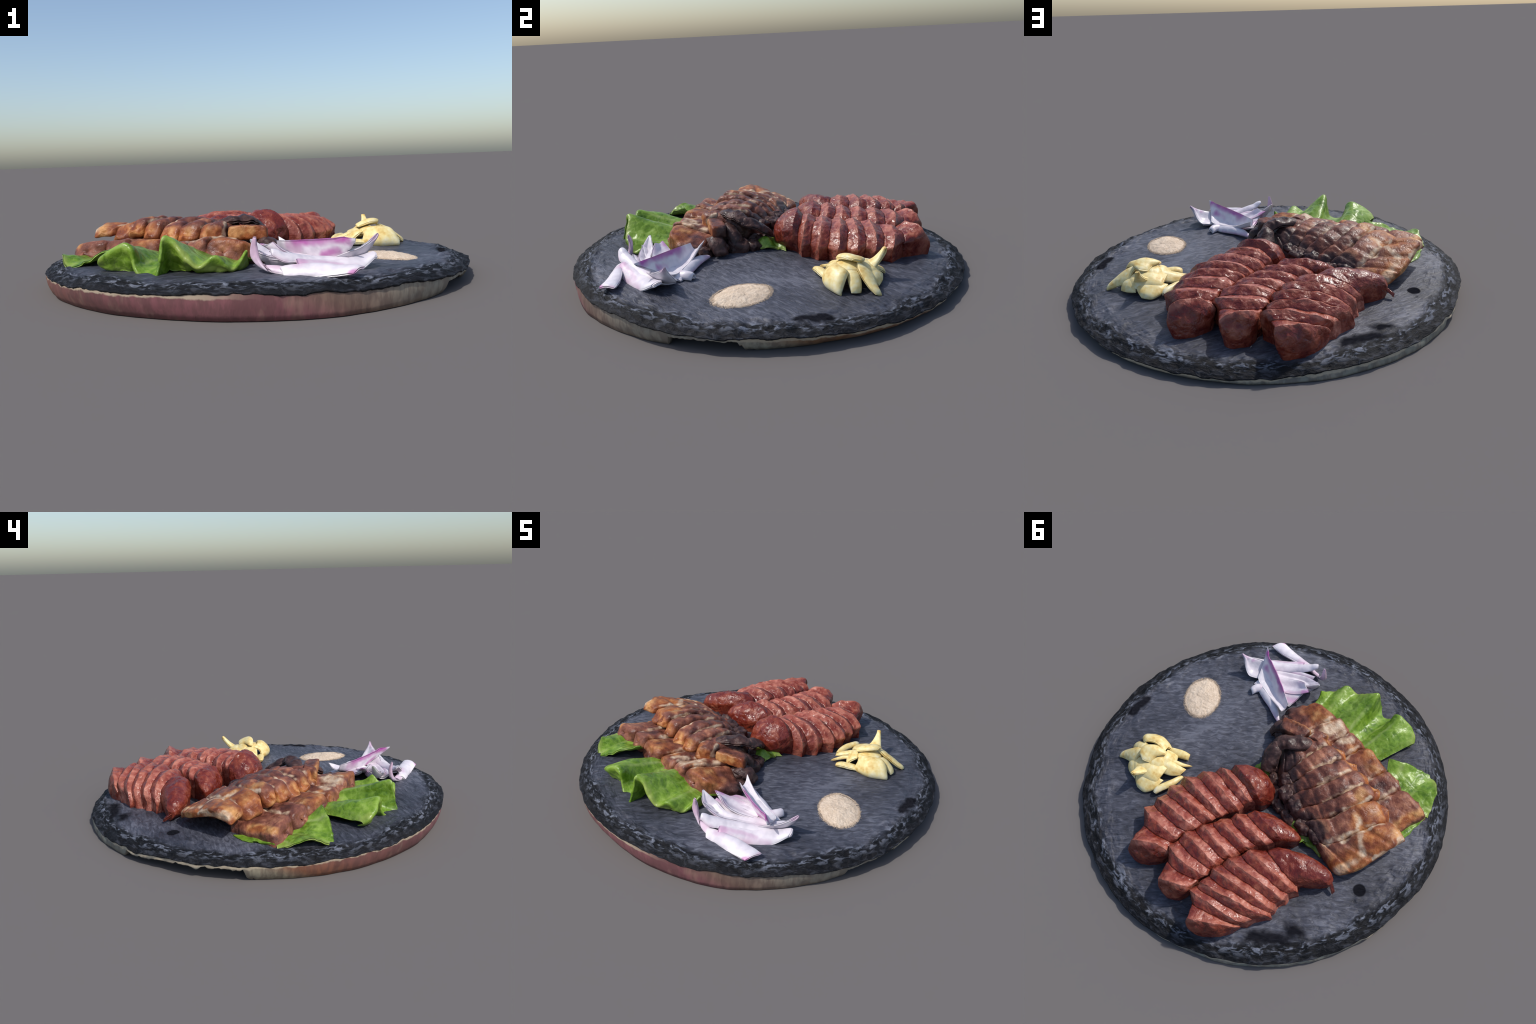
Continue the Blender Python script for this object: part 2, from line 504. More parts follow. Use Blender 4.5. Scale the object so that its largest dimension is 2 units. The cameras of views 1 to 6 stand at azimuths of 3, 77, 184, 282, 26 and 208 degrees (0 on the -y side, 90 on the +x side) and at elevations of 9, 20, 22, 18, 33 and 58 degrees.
# ------------------------------------------------------------------ sausages
def sausage_material(name, slice_piece):
    """Local frame of a slice: x along its crest (+ towards the skin flank), z up the slope, y across."""
    m = Nodes(name)
    pos = m.t.nodes.new("ShaderNodeNewGeometry").outputs["Position"]
    n1 = m.noise(11, 3, 0.55, vec=pos)
    n2 = m.noise(28, 3, 0.55, vec=pos, dist=0.5)
    skin = m.ramp(m.math("ADD", m.math("MULTIPLY", n1, 0.5), m.math("MULTIPLY", n2, 0.5)),
                  [(0.34, (0.095, 0.011, 0.008)), (0.47, (0.150, 0.020, 0.011)), (0.57, (0.220, 0.042, 0.020)), (0.68, (0.36, 0.115, 0.065))])
    if slice_piece:
        x, y, z = m.xyz()
        cut = m.ramp(n2, [(0.34, (0.22, 0.042, 0.024)), (0.50, (0.315, 0.074, 0.047)), (0.66, (0.46, 0.165, 0.115))])
        wob = m.math("SUBTRACT", n1, 0.5)
        yy = m.math("ADD", y, m.math("MULTIPLY", wob, 0.06))
        band = m.math("MULTIPLY", m.step(yy, -0.052, -0.022), m.step(yy, 0.022, 0.004))
        side = m.step(m.math("ADD", x, m.math("MULTIPLY", wob, 0.30)), 0.10, -0.07)
        pink = m.math("MULTIPLY", band, m.math("ADD", 0.28, m.math("MULTIPLY", side, 0.66)))
        flank = m.math("MULTIPLY", m.step(m.math("ADD", x, m.math("MULTIPLY", wob, 0.15)), -0.05, -0.13), 0.45)
        skin = m.mix(m.math("MAXIMUM", pink, flank), skin, cut)
        ridge = m.math("MULTIPLY", m.step(yy, -0.020, -0.004), m.step(yy, 0.014, 0.002))
        skin = m.mix(m.math("MULTIPLY", ridge, 0.28), skin, (0.50, 0.20, 0.13))
    m.bump(m.math("ADD", n2, m.math("MULTIPLY", m.noise(55, 2, 0.5, vec=pos), 0.35)), 0.014, 0.6)
    return m.finish(skin, m.ramp(n2, [(0.38, 0.24), (0.62, 0.46)]), Specular_IOR_Level=0.5)

NT = 88

def sausage_loop(L, T, R, low=0.0, flare=(1.0, 1.0)):
    """Closed cross-section: an arch from L over T to R, with walls that run down to the plate."""
    M = (L + R) / 2
    th = np.linspace(0, math.pi, 56)
    arch = M + np.cos(th)[:, None] * (L - M) * np.abs(np.cos(th))[:, None] ** -0.12 + np.sin(th)[:, None] ** 0.85 * (T - M)
    arch[0], arch[-1] = L, R
    def foot(P, k):
        q = M + (P - M) * k
        return V([q[0], q[1], top_plane(q[0], q[1]) - 0.012 + low])
    fl, fr = foot(L, flare[0]), foot(R, flare[1])
    t = np.linspace(0, 1, 11)[1:, None]
    right = R + (fr - R) * t
    left = fl + (L - fl) * t[:-1]
    bottom = fr + (fl - fr) * np.linspace(0, 1, NT - 56 - 10 - 9 + 1)[1:, None]
    return np.concatenate([arch, right, bottom, left])

def build_sausages():
    import mathutils
    slice_mat, end_mat = sausage_material("sausage_slice", True), sausage_material("sausage_skin", False)
    # crest of every slice: left end x,y / top x,y,z / right end x,y; first and last belong to the ends
    sausages = [
        ([(0.148, 0.092, 0.048, 0.150, 0.288, -0.080, 0.200), (0.224, 0.114, 0.068, 0.200, 0.262, -0.024, 0.218), (0.292, 0.182, 0.125, 0.262, 0.252, 0.000, 0.290),
          (0.361, 0.258, 0.162, 0.344, 0.246, 0.062, 0.358), (0.391, 0.346, 0.185, 0.410, 0.240, 0.094, 0.408),
          (0.408, 0.430, 0.229, 0.488, 0.230, 0.134, 0.478), (0.430, 0.512, 0.275, 0.575, 0.214, 0.180, 0.560), (0.365, 0.718, 0.284, 0.690, 0.218, 0.176, 0.662)],
         (-0.050, 0.045, 0.155), (0.284, 0.746, 0.100), 0.150, 0.158),
        ([(-0.075, 0.260, -0.180, 0.310, 0.250, -0.284, 0.325), (-0.013, 0.312, -0.119, 0.377, 0.247, -0.228, 0.386),
          (0.040, 0.380, -0.048, 0.437, 0.244, -0.165, 0.446), (0.105, 0.452, -0.003, 0.511, 0.241, -0.115, 0.528),
          (0.155, 0.532, 0.045, 0.582, 0.236, -0.078, 0.600), (0.182, 0.622, 0.070, 0.680, 0.224, -0.058, 0.668), (0.129, 0.790, 0.046, 0.795, 0.214, -0.022, 0.753)],
         (-0.308, 0.232, 0.150), (0.050, 0.826, 0.100), 0.165, 0.180),
        ([(-0.290, 0.375, -0.395, 0.435, 0.228, -0.475, 0.462), (-0.186, 0.450, -0.315, 0.510, 0.244, -0.472, 0.502),
          (-0.110, 0.545, -0.272, 0.588, 0.247, -0.442, 0.572), (-0.076, 0.626, -0.230, 0.660, 0.242, -0.418, 0.640),
          (-0.066, 0.702, -0.224, 0.728, 0.233, -0.420, 0.674), (-0.038, 0.766, -0.192, 0.795, 0.218, -0.335, 0.764), (-0.108, 0.880, -0.198, 0.862, 0.200, -0.325, 0.790)],
         (-0.575, 0.345, 0.150), (-0.190, 0.898, 0.095), 0.185, 0.128),
    ]
    for si, (rows, head_tip, tail_tip, zl, zr) in enumerate(sausages):
        mid = V([V(r)[2:4] for r in rows]).mean(0)
        o = V([mid[0], mid[1], top_plane(*mid)])
        root = thing("sausage", o, "grilled glazed red brown sausage cut in slanted slices", "sausage")
        LTR = [(V([r[0], r[1], zl - 0.015 * (r[1] - 0.4)]), V(r[2:5]), V([r[5], r[6], zr - 0.015 * (r[6] - 0.4)])) for r in rows]
        if si > 0:      # neighbours lean on each other
            LTR = [(L + unit((L - R) * V([1, 1, 0])) * 0.007, T, R) for L, T, R in LTR]
        if si < 2:
            LTR = [(L, T, R + unit((R - L) * V([1, 1, 0])) * 0.007) for L, T, R in LTR]
        flare = lambda k: (0.93, 1.05)
        crest = [sausage_loop(*p, flare=((0.60 if si == 0 else 0.80, 0.92) if k == 0 else flare(k) if k < len(LTR) - 1 else (0.74, 0.82))) for k, p in enumerate(LTR)]
        valley = []
        for k in range(len(LTR) - 1):
            (L0, T0, R0), (L1, T1, R1) = LTR[k], LTR[k + 1]
            last = k == len(LTR) - 2
            w = 0.50 if not last else 0.42
            L, T, R = L0 + (L1 - L0) * w, T0 + (T1 - T0) * w, R0 + (R1 - R0) * w
            M = (L + R) / 2
            d = 0.019 if not last else 0.028
            L = L + unit(M - L) * d * (1.3 if si == 0 else 0.7)
            R = R + unit(M - R) * d * (0.7 if si == 2 else 0.4)
            T = T - V([0, 0, d])
            valley.append(sausage_loop(L, T, R, flare=(0.86, 1.05)))
        # body surface, from the head tip over all crests and valleys to the tail tip
        pieces = []
        def dome(ring, tip, start, nose):
            c = ring.mean(0)
            out = []
            for t in np.sin(np.linspace(0.03, math.pi / 2, 30)):
                sc = max(1 - t ** nose, 0) ** 0.5
                out.append(c + (V(tip) - c) * t + (ring - c) * sc)
            return out
        def ramp_rows(a, b, n, p):
            return [a + (b - a) * (1 - (1 - t) ** p) for t in np.linspace(0, 1, n)]
        head = dome(crest[0], head_tip, 0, 2.5)[::-1] + ramp_rows(valley[0], crest[0], 9, 1.5)[::-1]
        pieces.append(("sausage_end", head, None))
        for k in range(1, len(crest) - 1):
            up = ramp_rows(valley[k - 1], crest[k], 12, 1.7)
            down = ramp_rows(valley[k], crest[k], 12, 1.7)[::-1]
            pieces.append(("slice", up + down[1:], LTR[k]))
        tail = ramp_rows(valley[-1], crest[-1], 14, 1.3) + dome(crest[-1], V(tail_tip) + 0.012 * unit(V(tail_tip) - crest[-1].mean(0)), 0, 2.1)
        pieces.append(("sausage_end", tail, LTR[-1]))
        for kind, loops, frame in pieces:
            v = np.concatenate(loops)
            f = quads(len(loops), NT, True)
            # lumps depend on place alone, so that neighbouring slices keep meeting
            d = np.stack([fbm(v / 0.055, 3, 31 + q) for q in range(3)], -1)
            v = v + d * V([0.0045, 0.0045, 0.006])
            # close both ends of the piece
            caps = []
            nv = len(v)
            cs = [loops[0].mean(0), loops[-1].mean(0)]
            v = np.concatenate([v, cs])
            a = np.arange(NT)
            b = (a + 1) % NT
            base = (len(loops) - 1) * NT
            caps = np.concatenate([np.stack([b, a, np.full(NT, nv), np.full(NT, nv)], -1), np.stack([base + a, base + b, np.full(NT, nv + 1), np.full(NT, nv + 1)], -1)])
            tri = caps[:, :3]
            nn = vertex_normals(v, f)
            sgn = ((v - v.mean(0)) * nn).sum()
            f2 = np.concatenate([f[:, [0, 1, 2]], f[:, [0, 2, 3]], tri])
            if sgn < 0:
                f2 = f2[:, ::-1]
            M = np.eye(4)
            if frame is not None:
                L, T, R = frame
                e1 = unit((L - R) * V([1, 1, 0]))
                e3 = T - (L + R) / 2
                e3 = unit(e3 - e1 * (e3 @ e1))
                e2 = np.cross(e3, e1)
                if si == 2 and False:
                    e2 = -e2
                c = (L + R) / 2 + e3 * ((T - (L + R) / 2) @ e3)
                M[:3, 0], M[:3, 1], M[:3, 2], M[:3, 3] = e1, e2, e3, c
            else:
                M[:3, 3] = o
            v = (v - M[:3, 3]) @ M[:3, :3]
            ob = place(kind, make_mesh(kind, v, f2, slice_mat if frame is not None else end_mat), root)
            M[:3, 3] -= o
            ob.matrix_local = mathutils.Matrix(M.tolist())
        if si == 2:
            # twisted casing stub at the tip
            g = V([[(-0.560, 0.355, 0.135), (-0.560, 0.375, 0.12)], [(-0.596, 0.378, 0.128), (-0.594, 0.391, 0.113)], [(-0.625, 0.405, 0.112), (-0.619, 0.414, 0.096)]])
            v, f = thick_sheet(g, 20, 8, 0.018, rim=0.4)
            place("casing_stub", make_mesh("casing_stub", v - o, f, end_mat), root)

# ------------------------------------------------------------------ pork
def pork_material(name, origin, fat_segments, gold_segments, dark_segments, base=1.0):
    """Roast meat: brown lean, pale fat along given lines, golden crust, charred parts."""
    m = Nodes(name)
    o = V(origin)
    w = m.warp(18, 0.045)
    n1, n2 = m.noise(10, 3, 0.55), m.noise(30, 3, 0.55)
    lean = m.ramp(m.math("ADD", m.math("MULTIPLY", n1, 0.65), m.math("MULTIPLY", n2, 0.35)),
                  [(0.36, (0.055, 0.019, 0.015)), (0.46, (0.130, 0.043, 0.028)), (0.55, (0.215, 0.076, 0.046)), (0.66, (0.40, 0.175, 0.095))])
    def union(segs):
        out = None
        for p0, p1, r0, r1 in segs:
            s = m.near_segment(V(p0) - o, V(p1) - o, r0, r1, w)
            out = s if out is None else m.math("MAXIMUM", out, s)
        return out
    col = lean
    if gold_segments:
        n3 = m.noise(15, 4, 0.5)
        gold = m.ramp(n3, [(0.36, (0.18, 0.042, 0.012)), (0.50, (0.36, 0.115, 0.027)), (0.66, (0.60, 0.31, 0.11))])
        col = m.mix(m.math("MULTIPLY", union(gold_segments), m.math("SUBTRACT", m.math("MULTIPLY", n1, 1.6), 0.12, clamp=True), clamp=True), col, gold)
    if fat_segments:
        fat = m.ramp(n2, [(0.3, (0.42, 0.25, 0.14)), (0.55, (0.56, 0.42, 0.29)), (0.72, (0.66, 0.56, 0.42))])
        col = m.mix(m.math("MULTIPLY", union(fat_segments), m.math("MULTIPLY", m.step(n1, 0.33, 0.50), 0.95)), col, fat)
    if dark_segments:
        dark = m.ramp(n2, [(0.35, (0.018, 0.011, 0.011)), (0.55, (0.050, 0.028, 0.026)), (0.7, (0.10, 0.060, 0.052))])
        col = m.mix(m.math("MULTIPLY", union(dark_segments), 0.88), col, dark)
    m.bump(m.math("ADD", n2, m.math("MULTIPLY", m.noise(70, 2), 0.4)), 0.010, 0.55)
    return m.finish(col, m.ramp(n2, [(0.4, 0.36), (0.6, 0.55)]), Specular_IOR_Level=0.32)

def build_pork():
    # ---- upper slab: lines between the slices, right (high, crusty) to left (low, charred)
    B = V([
        [(-0.160, -0.304, 0.258), (-0.110, -0.245, 0.268), (-0.060, -0.190, 0.262), (-0.030, -0.160, 0.250), (-0.010, -0.140, 0.235)],
        [(-0.244, -0.275, 0.252), (-0.190, -0.181, 0.282), (-0.149, -0.085, 0.272), (-0.105, -0.030, 0.225), (-0.060, 0.010, 0.165)],
        [(-0.345, -0.245, 0.256), (-0.282, -0.138, 0.287), (-0.220, -0.055, 0.280), (-0.175, 0.010, 0.238), (-0.115, 0.065, 0.175)],
        [(-0.432, -0.205, 0.266), (-0.384, -0.105, 0.289), (-0.300, 0.000, 0.283), (-0.235, 0.050, 0.250), (-0.160, 0.110, 0.180)],
        [(-0.522, -0.155, 0.274), (-0.447, -0.035, 0.288), (-0.373, 0.057, 0.272), (-0.300, 0.105, 0.235), (-0.210, 0.160, 0.175)],
        [(-0.600, -0.105, 0.268), (-0.510, 0.010, 0.278), (-0.431, 0.115, 0.254), (-0.370, 0.145, 0.226), (-0.285, 0.185, 0.170)],
        [(-0.705, -0.025, 0.255), (-0.615, 0.085, 0.246), (-0.540, 0.190, 0.218), (-0.475, 0.235, 0.192), (-0.400, 0.225, 0.160)],
        [(-0.812, 0.018, 0.238), (-0.772, 0.105, 0.252), (-0.722, 0.200, 0.219), (-0.655, 0.290, 0.188), (-0.582, 0.335, 0.152)],
    ])
    B[:, 0, 2] -= 0.004
    B[:6, 1, 2] -= 0.010
    B[:6, 2, 2] -= 0.018
    B[:6, 3, 2] -= 0.024
    B[:6, 4, 2] -= 0.022
    B[6:, 1:, 2] -= 0.006
    B[7] += V([0.002, -0.002, -0.006])
    o = V([-0.40, 0.0, 0.12])
    root = thing("pork_belly", o, "roast pork belly slab sliced, golden crust and charred edge", "roast pork")
    fats, golds, darks = [], [], []
    for k in range(1, 8):
        fats += [(B[k][0] + V([0.03, 0.03, 0]), B[k][2], 0.005, 0.019)]
    fats += [(B[7][0], B[7][4], 0.006, 0.034), (B[6][1], B[6][3], 0.006, 0.024), ((-0.56, 0.05, 0.26), (-0.66, 0.2, 0.2), 0.006, 0.025)]
    golds += [((-0.16, -0.32, 0.22), (-0.40, -0.24, 0.22), 0.03, 0.065), ((-0.46, -0.20, 0.22), (-0.80, 0.02, 0.20), 0.03, 0.06),
              ((-0.60, 0.02, 0.25), (-0.72, 0.16, 0.21), 0.07, 0.13), ((-0.80, 0.05, 0.22), (-0.60, 0.30, 0.16), 0.05, 0.10), ((-0.52, -0.06, 0.27), (-0.60, -0.02, 0.26), 0.02, 0.06)]
    darks += [(B[1][3], B[2][4], 0.040, 0.085), (B[2][3] * 0.7 + B[2][4] * 0.3, B[4][4], 0.035, 0.085), (B[4][4], B[5][4], 0.030, 0.070), ((-0.33, 0.17, 0.18), (-0.41, 0.20, 0.17), 0.04, 0.07),
              ((-0.02, -0.15, 0.22), (-0.08, -0.10, 0.2), 0.05, 0.09)]
    mat = pork_material("roast_pork_crust", o, fats, golds, darks)
    tilts = [-0.009, -0.010, -0.007, -0.010, -0.008, -0.007, 0.004]
    for k in range(7):
        v, f = bar(B[k], B[k + 1], [0.085, 0.10, 0.12, 0.12, 0.075] if k < 6 else [0.055, 0.048, 0.045, 0.045, 0.048],
                   ns=84, nt=48, box=4.6 if k < 6 else 6.0, ends=(16, 10) if k < 6 else (40, 24), tilt=tilts[k], over=1.05, cuts=5 if k < 5 else 4,
                   cut_depth=0.007, lump=0.0045, lump_size=0.05, seed=100 + 7 * k, flare=0.032 if k < 6 else 0.012, bulge=0.006)
        v[:, 2] += 0.012 * math.sin(k * 2.1) * smooth(0.1, -0.2, (v[:, 0] + v[:, 1]) * 0.6 + 0.25)
        place("slice", make_mesh("slice", v - o, f, mat), root)
    # crusty cube turned across the near end
    v, f = bar(V([(-0.112, -0.300, 0.256), (-0.02, -0.303, 0.258), (0.076, -0.302, 0.253)]),
               V([(-0.095, -0.225, 0.252), (-0.01, -0.222, 0.250), (0.062, -0.232, 0.246)]), [0.062, 0.066, 0.062],
               ns=40, nt=40, box=6, ends=(16, 16), lump=0.004, lump_size=0.03, seed=5)
    gm = pork_material("golden_rind", o, [], [((-0.12, -0.315, 0.22), (0.07, -0.315, 0.22), 0.035, 0.055)], [((0.085, -0.25, 0.21), (0.03, -0.20, 0.2), 0.03, 0.06)])
    place("rind_block", make_mesh("rind_block", v - o, f, gm), root)
    v, f = bar(V([(-0.205, -0.315, 0.256), (-0.165, -0.318, 0.262), (-0.125, -0.308, 0.256)]),
               V([(-0.180, -0.235, 0.272), (-0.145, -0.235, 0.284), (-0.105, -0.235, 0.272)]), [0.085, 0.095, 0.085],
               ns=36, nt=36, box=4.5, ends=(10, 10), lump=0.005, lump_size=0.04, seed=8)
    gm2 = pork_material("golden_rind_fatty", o, [((-0.11, -0.30, 0.22), (-0.12, -0.25, 0.25), 0.015, 0.03)], [((-0.20, -0.325, 0.21), (-0.16, -0.325, 0.21), 0.035, 0.06)], [])
    place("rind_block", make_mesh("rind_block", v - o, f, gm2), root)
    # charred strips that bridge from the slab to the plate
    char = pork_material("charred_pork", o, [], [], [((-0.2, -0.2, 0.25), (0.1, 0.1, 0.2), 0.6, 0.9)])
    flaps = [
        ([[(-0.150, -0.235, 0.258), (-0.155, -0.200, 0.262), (-0.150, -0.165, 0.252)], [(-0.075, -0.215, 0.262), (-0.085, -0.170, 0.272), (-0.090, -0.130, 0.258)],
          [(-0.005, -0.180, 0.258), (-0.030, -0.145, 0.270), (-0.045, -0.115, 0.250)], [(0.035, -0.135, 0.240), (0.010, -0.110, 0.252), (-0.015, -0.090, 0.232)]], 0.035),
        ([[(0.034, -0.150, 0.240), (0.000, -0.135, 0.258), (-0.030, -0.120, 0.240)], [(0.050, -0.095, 0.222), (0.010, -0.085, 0.246), (-0.035, -0.080, 0.222)],
          [(0.044, -0.035, 0.185), (0.008, -0.035, 0.212), (-0.038, -0.045, 0.185)], [(0.030, 0.022, 0.150), (0.002, 0.012, 0.172), (-0.028, 0.000, 0.150)]], 0.032),
        ([[(-0.070, -0.235, 0.215), (-0.060, -0.205, 0.222), (-0.060, -0.180, 0.205)], [(0.015, -0.230, 0.190), (0.010, -0.195, 0.205), (0.000, -0.165, 0.188)],
          [(0.070, -0.200, 0.135), (0.060, -0.170, 0.155), (0.040, -0.140, 0.138)]], 0.040),
        ([[(0.020, -0.330, 0.185), (0.030, -0.290, 0.190), (0.020, -0.250, 0.185)], [(0.090, -0.320, 0.155), (0.100, -0.280, 0.170), (0.090, -0.240, 0.158)],
          [(0.110, -0.300, 0.108), (0.118, -0.270, 0.116), (0.105, -0.235, 0.110)]], 0.040),
    ]
    for i, (g, th) in enumerate(flaps):
        v, f = thick_sheet(V(g), 44, 32, th, taper=0.35, rim=0.3, lumps=0.007, lump_size=0.04, seed=200 + i)
        place("charred_flap", make_mesh("charred_flap", v - o, f, char), root)
    # charred chunks that fell on the left
    chunks = [((-0.055, 0.012, 0.118), (0.045, 0.035, 0.026), 20), ((-0.100, 0.085, 0.112), (0.045, 0.030, 0.024), 50), ((-0.150, 0.132, 0.110), (0.05, 0.030, 0.024), 10),
              ((-0.235, 0.172, 0.115), (0.058, 0.033, 0.024), 35), ((-0.165, 0.075, 0.170), (0.048, 0.040, 0.026), 40), ((-0.245, 0.120, 0.175), (0.042, 0.036, 0.024), 38),
              ((-0.330, 0.190, 0.145), (0.050, 0.040, 0.028), 30), ((-0.130, 0.000, 0.175), (0.045, 0.036, 0.028), 50), ((-0.410, 0.205, 0.152), (0.050, 0.038, 0.026), 40),
              ((-0.02, -0.06, 0.125), (0.04, 0.03, 0.035), 70), ((0.020, -0.165, 0.120), (0.055, 0.060, 0.040), 20),
              ((0.030, -0.275, 0.130), (0.065, 0.055, 0.045), 10), ((0.050, -0.360, 0.115), (0.060, 0.045, 0.038), -20), ((0.040, -0.090, 0.115), (0.036, 0.040, 0.030), 60), ((-0.04, -0.21, 0.165), (0.06, 0.05, 0.045), 0)]
    for i, (c, r, rot) in enumerate(chunks):
        a = math.radians(rot)
        e = V([-math.cos(a), math.sin(a), -0.1])
        g = V([math.sin(a), math.cos(a), -0.25])
        v, f = blob(c, [e, g, np.cross(unit(e), unit(g))], r, 2.8, 30, 40, lump=0.010, lump_size=0.035, seed=300 + i)
        place("charred_chunk", make_mesh("charred_chunk", v - o, f, char), root)

    # ---- lower slab
    E = V([
        [(-0.035, -0.512, 0.226), (0.030, -0.478, 0.186), (0.090, -0.438, 0.160), (0.125, -0.395, 0.142)],
        [(-0.190, -0.486, 0.232), (-0.130, -0.395, 0.222), (-0.075, -0.320, 0.205), (-0.030, -0.250, 0.180)],
        [(-0.290, -0.444, 0.214), (-0.240, -0.360, 0.198), (-0.205, -0.290, 0.190), (-0.170, -0.220, 0.180)],
        [(-0.405, -0.404, 0.208), (-0.350, -0.320, 0.194), (-0.310, -0.240, 0.190), (-0.280, -0.170, 0.180)],
        [(-0.568, -0.318, 0.222), (-0.510, -0.230, 0.195), (-0.465, -0.155, 0.185), (-0.420, -0.085, 0.175)],
        [(-0.684, -0.267, 0.210), (-0.620, -0.165, 0.185), (-0.570, -0.085, 0.178), (-0.530, -0.020, 0.170)],
        [(-0.842, -0.208, 0.192), (-0.770, -0.100, 0.165), (-0.720, -0.025, 0.155), (-0.680, 0.040, 0.150)],
    ])
    E[6] += V([-0.012, 0.012, 0])
    o2 = V([-0.38, -0.34, 0.11])
    root2 = thing("pork_belly", o2, "lower row of brown roast pork belly slices", "roast pork")
    fats = [(E[k][0] * 0.5 + E[k][1] * 0.5 + V([0.01, 0, 0.005]), E[k][2], 0.006, 0.026) for k in range(1, 6)]
    fats += [((-0.22, -0.42, 0.225), (-0.16, -0.36, 0.225), 0.02, 0.05), ((-0.31, -0.38, 0.2), (-0.26, -0.35, 0.2), 0.01, 0.035)]
    golds = [((-0.02, -0.46, 0.22), (-0.12, -0.42, 0.23), 0.035, 0.09), ((-0.50, -0.30, 0.21), (-0.36, -0.36, 0.2), 0.03, 0.08), ((-0.83, -0.20, 0.19), (-0.74, -0.07, 0.15), 0.012, 0.04)]
    m2 = pork_material("roast_pork_lower", o2, fats, golds, [((0.10, -0.42, 0.13), (0.0, -0.48, 0.10), 0.03, 0.07)])
    tl = [-0.006, -0.007, -0.006, -0.008, -0.007, -0.006]
    for k in range(6):
        v, f = bar(E[k], E[k + 1], [0.115, 0.11, 0.095, 0.085] if k else [0.12, 0.10, 0.075, 0.06], ns=64, nt=48, box=4.6, ends=(16, 16), tilt=tl[k], over=1.05,
                   cuts=2, cut_depth=0.005, lump=0.007, lump_size=0.055, seed=400 + 5 * k, flare=0.022, bulge=0.004)
        place("slice", make_mesh("slice", v - o2, f, m2), root2)

# ------------------------------------------------------------------ lettuce
def lettuce_material(origin, yellow, ribs=()):
    m = Nodes("lettuce_green")
    o = V(origin)
    n1, n2 = m.noise(9, 4, 0.6), m.noise(40, 4, 0.6)
    col = m.ramp(m.math("ADD", m.math("MULTIPLY", n1, 0.6), m.math("MULTIPLY", n2, 0.4)),
                 [(0.36, (0.075, 0.170, 0.008)), (0.46, (0.150, 0.280, 0.018)), (0.55, (0.235, 0.385, 0.040)), (0.66, (0.35, 0.49, 0.10))])
    vein = m.voronoi(17, "DISTANCE_TO_EDGE", m.warp(9, 0.06))
    col = m.mix(m.math("MULTIPLY", m.step(vein, 0.05, 0.0), 0.22), col, (0.36, 0.48, 0.13))
    for p0, p1 in ribs:
        s = m.near_segment(V(p0) - o, V(p1) - o, 0.002, 0.016, m.warp(12, 0.02))
        col = m.mix(m.math("MULTIPLY", s, 0.55), col, (0.42, 0.52, 0.17))
    for p0, p1 in yellow:
        s = m.near_segment(V(p0) - o, V(p1) - o, 0.004, 0.03, m.warp(25, 0.03))
        col = m.mix(m.math("MULTIPLY", s, 0.7), col, (0.33, 0.40, 0.09))
    spots = m.step(m.noise(14, 2), 0.70, 0.76)
    col = m.mix(m.math("MULTIPLY", spots, 0.6), col, (0.30, 0.22, 0.10))
    m.bump(m.math("ADD", m.math("MULTIPLY", n2, 0.6), m.math("ADD", n1, m.math("MULTIPLY", m.step(vein, 0.0, 0.25), 0.25))), 0.010, 0.45)
    mat = m.finish(col, 0.33, Specular_IOR_Level=0.5)
    m.translucent(col, 0.18)
    return mat

